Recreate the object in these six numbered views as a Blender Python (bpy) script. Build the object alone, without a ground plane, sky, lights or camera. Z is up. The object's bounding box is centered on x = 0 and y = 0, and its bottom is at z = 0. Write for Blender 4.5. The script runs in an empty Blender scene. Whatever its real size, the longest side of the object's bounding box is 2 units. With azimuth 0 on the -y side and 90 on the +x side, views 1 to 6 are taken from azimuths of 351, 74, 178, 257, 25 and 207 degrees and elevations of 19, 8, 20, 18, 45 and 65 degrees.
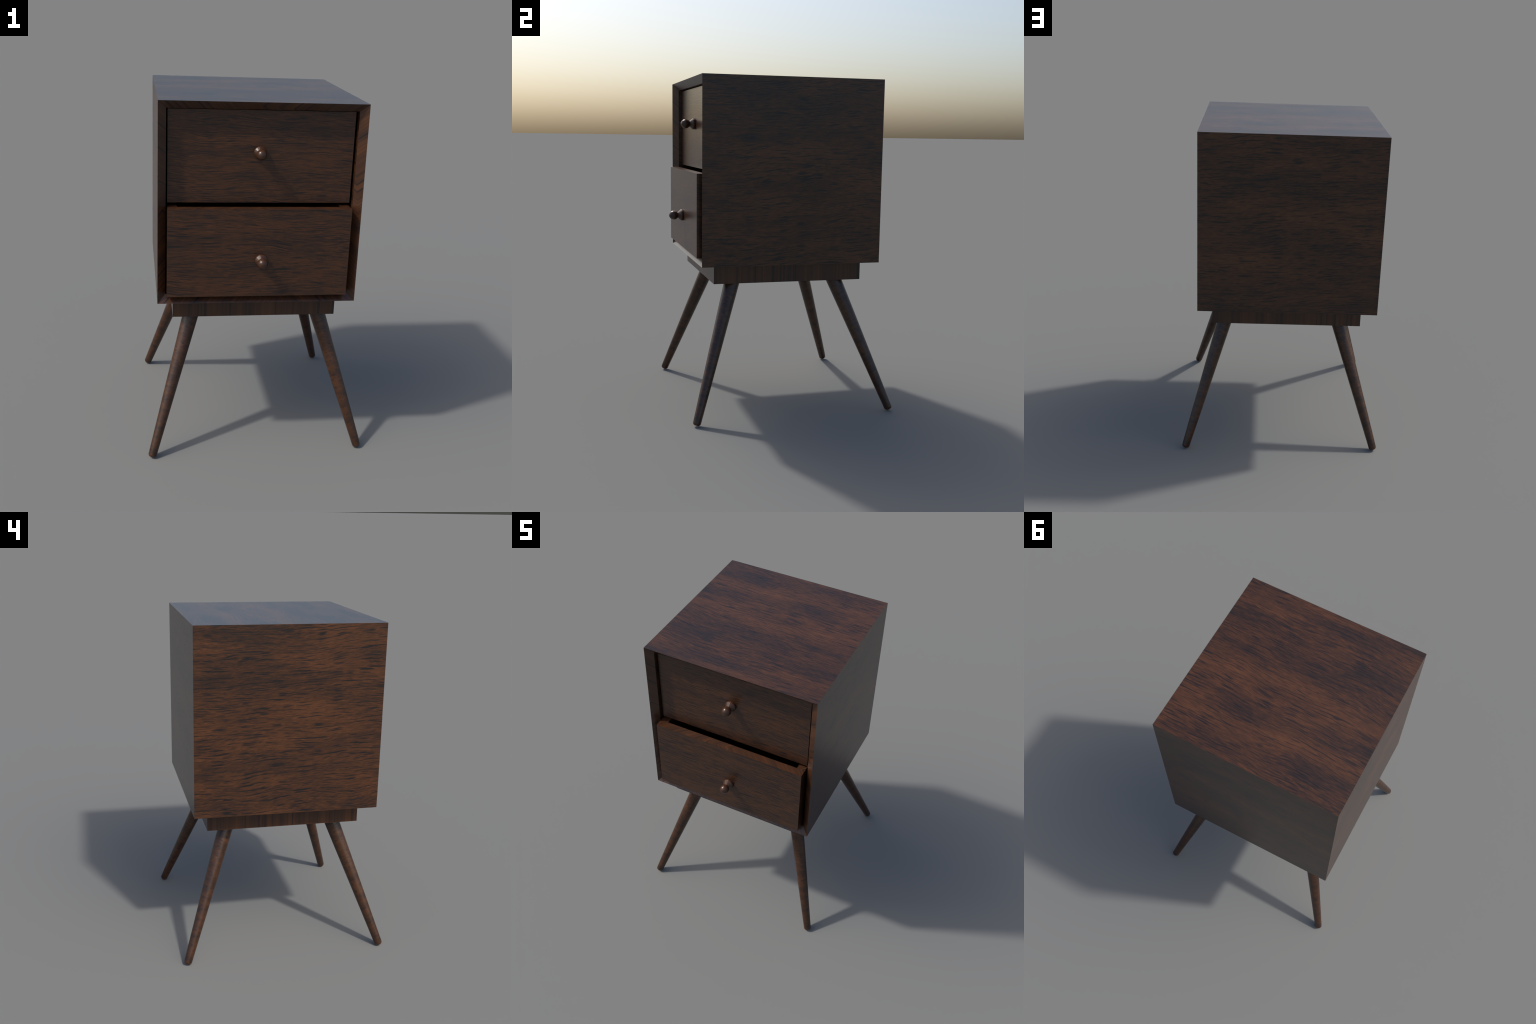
import bpy, bmesh, math
from mathutils import Vector

# ------------------------------------------------------------------ sizes (metres)
CX, CY = -0.0237, 0.0096            # centre line of cabinet and plinth
HALF = 0.5439                       # half width of the cubic carcass
X0, X1 = CX - HALF, CX + HALF
YF, YB = CY - HALF, CY + HALF
ZB, ZT = 0.9133, 2.0                # carcass bottom and top
RIM = 0.0425                        # panel thickness as seen on the mitred front rim
RIM_DEPTH = 0.036                   # how far the rim slopes inwards
PLINTH_HALF, PLINTH_Z = 0.4565, 0.7985
ZC = (ZB + ZT) / 2

# ------------------------------------------------------------------ node helpers
class Tree:
    """Tiny expression builder on top of a shader node tree."""
    def __init__(self, name):
        self.mat = bpy.data.materials.new(name)
        self.mat.use_nodes = True
        self.nt = self.mat.node_tree
        self.bsdf = self.nt.nodes["Principled BSDF"]

    def put(self, sock, val):
        if isinstance(val, bpy.types.NodeSocket):
            self.nt.links.new(val, sock)
        else:
            sock.default_value = val

    def m(self, op, a, b=0.0, c=0.0, clamp=False):
        n = self.nt.nodes.new("ShaderNodeMath")
        n.operation, n.use_clamp = op, clamp
        for s, v in zip(n.inputs, (a, b, c)):
            self.put(s, v)
        return n.outputs[0]

    def add(self, a, b): return self.m("ADD", a, b)
    def sub(self, a, b): return self.m("SUBTRACT", a, b)
    def mul(self, a, b): return self.m("MULTIPLY", a, b)

    def xyz(self):
        c = self.nt.nodes.new("ShaderNodeTexCoord")
        s = self.nt.nodes.new("ShaderNodeSeparateXYZ")
        self.nt.links.new(c.outputs["Object"], s.inputs[0])
        return s.outputs[0], s.outputs[1], s.outputs[2]

    def vec(self, x, y, z):
        n = self.nt.nodes.new("ShaderNodeCombineXYZ")
        for s, v in zip(n.inputs, (x, y, z)):
            self.put(s, v)
        return n.outputs[0]

    def noise(self, vec, detail=2.0, rough=0.5, scale=1.0):
        n = self.nt.nodes.new("ShaderNodeTexNoise")
        self.put(n.inputs["Vector"], vec)
        n.inputs["Scale"].default_value = scale
        n.inputs["Detail"].default_value = detail
        n.inputs["Roughness"].default_value = rough
        return n.outputs[0]

    def smooth(self, v, lo, hi, a=0.0, b=1.0):
        n = self.nt.nodes.new("ShaderNodeMapRange")
        n.interpolation_type = "SMOOTHSTEP"
        self.put(n.inputs["Value"], v)
        n.inputs["From Min"].default_value, n.inputs["From Max"].default_value = lo, hi
        n.inputs["To Min"].default_value, n.inputs["To Max"].default_value = a, b
        return n.outputs[0]

    def ramp(self, v, stops):
        n = self.nt.nodes.new("ShaderNodeValToRGB")
        self.put(n.inputs[0], v)
        e = n.color_ramp.elements
        while len(e) < len(stops):
            e.new(0.5)
        for k, (p, c) in zip(e, stops):
            k.position, k.color = p, (*c, 1)
        return n.outputs[0]

    def mix(self, f, a, b):
        n = self.nt.nodes.new("ShaderNodeMix")
        n.data_type = "RGBA"
        self.put(n.inputs[0], f)
        self.put(n.inputs[6], a if isinstance(a, bpy.types.NodeSocket) else (*a, 1))
        self.put(n.inputs[7], b if isinstance(b, bpy.types.NodeSocket) else (*b, 1))
        return n.outputs[2]

    def blob(self, u, v, u0, v0, su, sv):
        """Soft elliptical patch, 1 in its middle."""
        du = self.m("DIVIDE", self.sub(u, u0), su)
        dv = self.m("DIVIDE", self.sub(v, v0), sv)
        return self.m("EXPONENT", self.mul(self.add(self.mul(du, du), self.mul(dv, dv)), -1.0))

    def finish(self, colour, rough, height=None, strength=0.1):
        self.put(self.bsdf.inputs["Base Color"], colour)
        self.put(self.bsdf.inputs["Roughness"], rough)
        if height is not None:
            b = self.nt.nodes.new("ShaderNodeBump")
            b.inputs["Strength"].default_value, b.inputs["Distance"].default_value = strength, 0.002
            self.nt.links.new(height, b.inputs["Height"])
            self.nt.links.new(b.outputs[0], self.bsdf.inputs["Normal"])
        return self.mat


# dark walnut palette
DEEP = (0.0155, 0.0100, 0.0080)
DARK = (0.0280, 0.0135, 0.0086)
BROWN = (0.0570, 0.0225, 0.0098)
LIGHT = (0.0950, 0.0375, 0.0148)
PORE = (0.0060, 0.0065, 0.0080)
ROUGH = 0.285


def veneer(name, grain, across, seed, u_scale=1.0, v_scale=1.0, patches=(), tone=0.0, pores=1.0, slant_way=1.0, clouds=0.75):
    """Sheet of walnut veneer: short dark pores and fine fibres along `grain`, cloudy
    light and dark patches. patches: (u, v, size_u, size_v, amount)."""
    t = Tree(name)
    p = dict(zip("xyz", t.xyz()))
    u, v = p[grain], p[across]
    wave = t.noise(t.vec(t.mul(u, 2.0), t.mul(v, 3.0), seed), 1.0)
    ripple = t.noise(t.vec(t.mul(u, 8.0), t.mul(v, 16.0), seed + 5), 1.0)
    vw = t.add(v, t.add(t.mul(wave, 0.08), t.mul(ripple, 0.014)))
    us, vs = t.mul(u, u_scale), t.mul(vw, v_scale)
    cloud = t.noise(t.vec(t.mul(us, 1.7), t.mul(vs, 6.0), seed + 11), 2.5, 0.55)
    streak = t.noise(t.vec(t.mul(us, 5.0), t.mul(vs, 46.0), seed + 23), 3.0, 0.6)
    fibre = t.noise(t.vec(t.mul(us, 22.0), t.mul(vs, 190.0), seed + 31), 3.0, 0.65)
    # fibres that lean a little across the grain, as cut veneer shows
    lean = t.add(vs, t.mul(us, 0.20 * slant_way))
    slant = t.noise(t.vec(t.mul(us, 26.0), t.mul(lean, 130.0), seed + 43), 2.0, 0.6)
    val = t.add(0.5 + tone, t.mul(t.sub(cloud, 0.5), clouds))
    val = t.add(val, t.mul(t.sub(streak, 0.5), 0.45))
    val = t.add(val, t.mul(t.sub(fibre, 0.5), 0.68))
    val = t.add(val, t.mul(t.sub(slant, 0.5), 0.50))
    for (pu, pv, su, sv, amount) in patches:
        val = t.add(val, t.mul(t.blob(u, vw, pu, pv + 0.047, su, sv), amount * 0.7))
    col = t.ramp(val, [(0.18, DEEP), (0.36, DARK), (0.54, BROWN), (0.80, LIGHT)])
    # pores: dark lens-shaped dashes of three lengths, a little denser where the wood is dark
    edge = t.add(0.630, t.mul(t.sub(val, 0.5), 0.12))
    tilt = t.add(vs, t.mul(us, 0.045 * slant_way))
    pore = 0.0
    for su, sv, lift, gain, depth, shift in ((6.0, 112.0, 0.018, 12.0, 0.96, 57), (9.5, 128.0, 0.000, 11.0, 0.92, 64), (17.0, 190.0, -0.006, 8.0, 0.60, 71)):
        dash = t.noise(t.vec(t.mul(us, su), t.mul(tilt, sv), seed + shift), 0.0)
        dash = t.m("MULTIPLY", t.sub(dash, t.add(edge, lift)), gain, clamp=True)
        pore = t.m("MAXIMUM", pore, t.mul(dash, depth * pores))
    col = t.mix(pore, col, PORE)
    height = t.sub(t.mul(fibre, 0.4), t.mul(pore, 0.8))
    return t.finish(col, ROUGH, height, 0.10)


def rim_wood(name, along, across, inner, outer, mid, flip, seed):
    """Solid edge with slanting bands that run parallel to the mitres and meet in
    chevrons half way along."""
    t = Tree(name)
    p = dict(zip("xyz", t.xyz()))
    a = p[along]
    w = t.m("ABSOLUTE", t.sub(p[across], inner))            # distance from the opening
    width = abs(outer - inner)
    apex = t.m("MULTIPLY_ADD", t.sub(mid, a), width / 0.5, width / 2)
    apex = t.m("MINIMUM", t.m("MAXIMUM", apex, 0.0), width)
    if flip:
        apex = t.sub(width, apex)
    off = t.m("ABSOLUTE", t.sub(w, apex))
    q = t.add(a, t.mul(off, 1.0 if flip else -1.0))
    band = t.noise(t.vec(t.mul(q, 14.0), seed, t.mul(w, 2.0)), 3.0, 0.6)
    fine = t.noise(t.vec(t.mul(q, 95.0), seed + 3, t.mul(w, 2.0)), 2.0, 0.6)
    val = t.add(t.mul(band, 0.75), t.mul(fine, 0.70))
    col = t.ramp(t.sub(val, 0.20), [(0.22, DEEP), (0.38, DARK), (0.56, BROWN), (0.75, LIGHT)])
    line = t.noise(t.vec(t.mul(q, 50.0), seed + 9, t.mul(w, 2.0)), 0.5)
    line = t.m("MULTIPLY", t.sub(line, 0.58), 12.0, clamp=True)
    col = t.mix(t.mul(line, 0.85), col, PORE)
    return t.finish(col, ROUGH)


def cross_wood(name, sx, sy, sz, seed, tone=0.0, lines=0.8, pore_edge=0.62):
    """Wood whose figure is set by the three stretch factors alone."""
    t = Tree(name)
    x, y, z = t.xyz()
    at = lambda k, o: t.vec(t.add(t.mul(x, sx * k), o), t.mul(y, sy * k), t.mul(z, sz * k))
    cloud = t.noise(at(0.10, seed), 2.0, 0.5)
    band = t.noise(at(0.30, seed + 4), 3.0, 0.6)
    fine = t.noise(at(1.0, seed + 9), 3.0, 0.6)
    val = t.add(t.mul(cloud, 0.55), t.add(t.mul(band, 0.45), t.mul(fine, 0.45)))
    col = t.ramp(t.add(t.sub(val, 0.22), tone), [(0.20, DEEP), (0.38, DARK), (0.55, BROWN), (0.80, LIGHT)])
    dash = t.noise(at(0.62, seed + 17), 1.0)
    dash = t.mul(t.m("MULTIPLY", t.sub(dash, pore_edge), 12.0, clamp=True), lines)
    col = t.mix(dash, col, PORE)
    return t.finish(col, ROUGH)


# ------------------------------------------------------------------ mesh helpers
def new_object(name, bm, mats, parent=None, smooth=False):
    bmesh.ops.recalc_face_normals(bm, faces=bm.faces)
    me = bpy.data.meshes.new(name)
    bm.to_mesh(me)
    bm.free()
    for k in mats:
        me.materials.append(k)
    if smooth:
        for f in me.polygons:
            f.use_smooth = True
    ob = bpy.data.objects.new(name, me)
    bpy.context.scene.collection.objects.link(ob)
    ob.parent = parent
    return ob


def slab(name, outer, inner, mats, parent, edge_test=None):
    """Board between two quads; faces picked by edge_test take the second material."""
    bm = bmesh.new()
    o = [bm.verts.new(c) for c in outer]
    i = [bm.verts.new(c) for c in inner]
    bm.faces.new(o)
    bm.faces.new(i[::-1])
    for k in range(4):
        n = (k + 1) % 4
        f = bm.faces.new((o[k], i[k], i[n], o[n]))
        if edge_test and edge_test(f):
            f.material_index = 1
    return new_object(name, bm, mats, parent)


def lathe(profile, seg, flat_from=None, turn=0.0):
    """Turned solid about local z. profile: (radius, z); rows before flat_from are smooth."""
    bm = bmesh.new()
    rows = []
    for r, z in profile:
        if r < 1e-6:
            rows.append([bm.verts.new((0, 0, z))])
        else:
            rows.append([bm.verts.new((r * math.cos(turn + math.tau * k / seg), r * math.sin(turn + math.tau * k / seg), z)) for k in range(seg)])
    for j in range(len(rows) - 1):
        a, b = rows[j], rows[j + 1]
        for k in range(seg):
            n = (k + 1) % seg
            ring = ([a[k], a[n]] if len(a) > 1 else [a[0]]) + ([b[n], b[k]] if len(b) > 1 else [b[0]])
            f = bm.faces.new(ring)
            f.smooth = flat_from is None or not (flat_from[0] <= j < flat_from[1])
    return bm


# ------------------------------------------------------------------ the cabinet
root = bpy.data.objects.new("bedside_cabinet", None)
bpy.context.scene.collection.objects.link(root)
root["label"] = "dark walnut bedside cabinet with two drawers on splayed legs"
root["category"] = "bedside cabinet"

ix0, ix1, iz0, iz1 = X0 + RIM, X1 - RIM, ZB + RIM, ZT - RIM
yi, yb_in = YF + RIM_DEPTH, YB - RIM

front_edge = lambda f: f.calc_center_median().y < YF + RIM_DEPTH

top_wood = veneer("walnut_top", "x", "y", 2.0, u_scale=0.85, v_scale=1.1, pores=0.85, tone=0.02, patches=[
    (0.38, -0.28, 0.22, 0.07, -0.20), (0.05, -0.26, 0.28, 0.07, -0.14), (-0.34, -0.24, 0.26, 0.09, -0.13),
    (0.28, 0.00, 0.36, 0.10, 0.13), (-0.22, 0.06, 0.24, 0.08, 0.10), (0.38, 0.24, 0.12, 0.08, 0.09),
    (0.13, 0.27, 0.16, 0.06, -0.15), (0.32, 0.49, 0.22, 0.05, -0.20), (-0.31, 0.42, 0.22, 0.05, -0.12),
    (-0.14, 0.31, 0.13, 0.05, 0.10), (-0.06, -0.50, 0.28, 0.04, 0.10)])
left_wood = veneer("walnut_side", "y", "z", 9.0, tone=0.03, patches=[
    (0.40, 1.94, 0.35, 0.06, -0.16), (0.05, 1.97, 0.30, 0.05, -0.14), (-0.38, 1.84, 0.22, 0.06, -0.12),
    (-0.20, 1.05, 0.26, 0.06, -0.14), (0.05, 1.63, 0.22, 0.04, -0.08), (0.05, 1.48, 0.50, 0.10, 0.08),
    (-0.45, 1.35, 0.20, 0.10, 0.08), (0.40, 1.25, 0.25, 0.10, 0.05)])
right_wood = veneer("walnut_side", "y", "z", 31.0, tone=0.04, patches=[
    (0, 1.86, 0.7, 0.14, -0.10), (0.2, 1.45, 0.5, 0.16, 0.07), (0, 1.02, 0.7, 0.10, -0.08)], slant_way=-1.0)
back_wood = veneer("walnut_back", "x", "z", 47.0, tone=0.03, patches=[
    (0, 1.82, 0.7, 0.13, -0.11), (0.0, 1.38, 0.6, 0.18, 0.06), (0, 0.98, 0.7, 0.08, -0.09)])
base_wood = veneer("walnut_underside", "x", "y", 55.0)

top_rim = rim_wood("walnut_rim", "x", "z", iz1, ZT, CX, False, 3.0)
bottom_rim = rim_wood("walnut_rim", "x", "z", iz0, ZB, CX, True, 13.0)
left_rim = rim_wood("walnut_rim", "z", "x", ix0, X0, ZC, True, 23.0)
right_rim = rim_wood("walnut_rim", "z", "x", ix1, X1, ZC, False, 33.0)

slab("top_panel", [(X0, YF, ZT), (X1, YF, ZT), (X1, YB, ZT), (X0, YB, ZT)],
     [(ix0, yi, iz1), (ix1, yi, iz1), (ix1, yb_in, iz1), (ix0, yb_in, iz1)], [top_wood, top_rim], root, front_edge)
slab("bottom_panel", [(X0, YF, ZB), (X1, YF, ZB), (X1, YB, ZB), (X0, YB, ZB)],
     [(ix0, yi, iz0), (ix1, yi, iz0), (ix1, yb_in, iz0), (ix0, yb_in, iz0)], [base_wood, bottom_rim], root, front_edge)
slab("side_panel", [(X0, YF, ZB), (X0, YB, ZB), (X0, YB, ZT), (X0, YF, ZT)],
     [(ix0, yi, iz0), (ix0, yb_in, iz0), (ix0, yb_in, iz1), (ix0, yi, iz1)], [left_wood, left_rim], root, front_edge)
slab("side_panel", [(X1, YF, ZB), (X1, YB, ZB), (X1, YB, ZT), (X1, YF, ZT)],
     [(ix1, yi, iz0), (ix1, yb_in, iz0), (ix1, yb_in, iz1), (ix1, yi, iz1)], [right_wood, right_rim], root, front_edge)
slab("back_panel", [(X0, YB, ZB), (X1, YB, ZB), (X1, YB, ZT), (X0, YB, ZT)],
     [(ix0, yb_in, iz0), (ix1, yb_in, iz0), (ix1, yb_in, iz1), (ix0, yb_in, iz1)], [back_wood], root)

# plinth under the carcass, its figure stretched upright
plinth_wood = cross_wood("walnut_plinth", 95.0, 95.0, 0.6, 5.0, tone=0.02, lines=0.70, pore_edge=0.60)
a, z0, z1 = PLINTH_HALF, PLINTH_Z, ZB + 0.002
ring = [(CX - a, CY - a), (CX + a, CY - a), (CX + a, CY + a), (CX - a, CY + a)]
slab("plinth", [(x, y, z1) for x, y in ring], [(x, y, z0) for x, y in ring], [plinth_wood], root)

# ------------------------------------------------------------------ drawers
WALL = 0.0515
knob_wood = cross_wood("walnut_knob", 30.0, 30.0, 30.0, 8.0, tone=-0.02, lines=0.3)


def knob_profile():
    """From the rim against the drawer, over the flaring foot and neck, to the ball."""
    prof = [(0.0, -0.001), (0.0325, -0.001), (0.0350, 0.0045), (0.0352, 0.0115), (0.0340, 0.0150)]
    flare = len(prof) - 1
    prof.append((0.0168, 0.0335))
    c, r = 0.0575, 0.0290
    start = math.asin(0.0168 / r)
    for k in range(1, 10):
        ang = math.pi - start - (math.pi - start) * k / 9
        prof.append((max(0.0, r * math.sin(ang)) if k < 9 else 0.0, c + r * math.cos(ang) * (1.04 if k > 4 else 1.0)))
    return prof, flare


prof, flare = knob_profile()
bm = lathe(prof, 18, (1, flare + 1), math.radians(4))
bmesh.ops.recalc_face_normals(bm, faces=bm.faces)
knob_mesh = bpy.data.meshes.new("knob")
bm.to_mesh(knob_mesh)
bm.free()
knob_mesh.materials.append(knob_wood)


def drawer(x0, x1, y0, z0, z1, depth, seed, knob_at):
    """Open-topped drawer box with thick walls; the front is its veneered face."""
    face = veneer("walnut_drawer_front", "x", "z", seed, u_scale=0.85, v_scale=1.6, clouds=0.45)
    wall = veneer("walnut_drawer_side", "y", "z", seed + 3, v_scale=1.5)
    edge = rim_wood("walnut_drawer_edge", "x", "y", y0 + WALL, y0, CX, False, seed + 6)
    y1, zf = y0 + depth, z0 + 0.03
    bm = bmesh.new()
    rect = lambda ax0, ax1, ay0, ay1, z: [bm.verts.new(c) for c in ((ax0, ay0, z), (ax1, ay0, z), (ax1, ay1, z), (ax0, ay1, z))]
    lo, hi = rect(x0, x1, y0, y1, z0), rect(x0, x1, y0, y1, z1)
    inner = (x0 + WALL, x1 - WALL, y0 + WALL, y1 - WALL)
    rim, floor = rect(*inner, z1), rect(*inner, zf)
    bm.faces.new(lo).material_index = 1
    bm.faces.new(floor).material_index = 1
    for k in range(4):
        n = (k + 1) % 4
        bm.faces.new((lo[k], lo[n], hi[n], hi[k])).material_index = 0 if k == 0 else 1
        bm.faces.new((hi[k], hi[n], rim[n], rim[k])).material_index = 2
        bm.faces.new((rim[k], rim[n], floor[n], floor[k])).material_index = 1
    ob = new_object("drawer", bm, [face, wall, edge], root)
    k = bpy.data.objects.new("knob", knob_mesh)
    bpy.context.scene.collection.objects.link(k)
    k.parent = ob
    k.location = (knob_at[0], y0, knob_at[1])
    k.rotation_euler = (math.radians(90), 0, 0)      # local z points out of the front
    return ob


drawer(-0.5168, 0.4644, -0.4760, 1.4619, 1.9515, 0.975, 101.0, (-0.0355, 1.7311))
drawer(-0.5183, 0.4629, -0.5545, 0.9590, 1.4456, 0.975, 140.0, (-0.0181, 1.1639))

# ------------------------------------------------------------------ legs
leg_wood = cross_wood("walnut_leg", 70.0, 70.0, 230.0, 21.0, tone=0.0, lines=0.8, pore_edge=0.60)
FOOT_R, TOP_R, ROUND = 0.0238, 0.0475, 0.0165
# axis through two measured points: (x, y) at z = 0.03 and at the plinth underside
legs = [((-0.5908, -0.5877), (-0.3620, -0.3120)), ((0.5926, -0.5722), (0.3526, -0.3200)),
        ((0.5828, 0.6137), (0.3520, 0.3220)), ((-0.5937, 0.5988), (-0.3480, 0.3250))]
Z_LOW, Z_HIGH, Z_START = 0.03, PLINTH_Z, 0.0196
length = None
leg_mesh = None
for foot, top in legs:
    A, B = Vector((*foot, Z_LOW)), Vector((*top, Z_HIGH))
    d = (B - A) / (Z_HIGH - Z_LOW)
    start = A + d * (Z_START - Z_LOW)                # centre of the rounded foot edge
    end = A + d * (Z_HIGH + 0.05 - Z_LOW)
    if leg_mesh is None:
        length = (end - start).length
        slope = (TOP_R - FOOT_R) / length
        prof = [(0.0, -ROUND)]
        for k in range(7):
            ang = math.pi / 2 * k / 6
            prof.append((FOOT_R - ROUND + ROUND * math.sin(ang), -ROUND * math.cos(ang)))
        prof += [(FOOT_R + slope * length * k / 12, length * k / 12) for k in range(1, 13)]
        prof.append((0.0, length))
        bm = lathe(prof, 40, (len(prof) - 2, len(prof)))
        bmesh.ops.recalc_face_normals(bm, faces=bm.faces)
        leg_mesh = bpy.data.meshes.new("leg")
        bm.to_mesh(leg_mesh)
        bm.free()
        leg_mesh.materials.append(leg_wood)
    ob = bpy.data.objects.new("leg", leg_mesh)
    bpy.context.scene.collection.objects.link(ob)
    ob.parent = root
    ob.location = start
    ob.rotation_mode = "QUATERNION"
    ob.rotation_quaternion = (end - start).to_track_quat("Z", "Y")
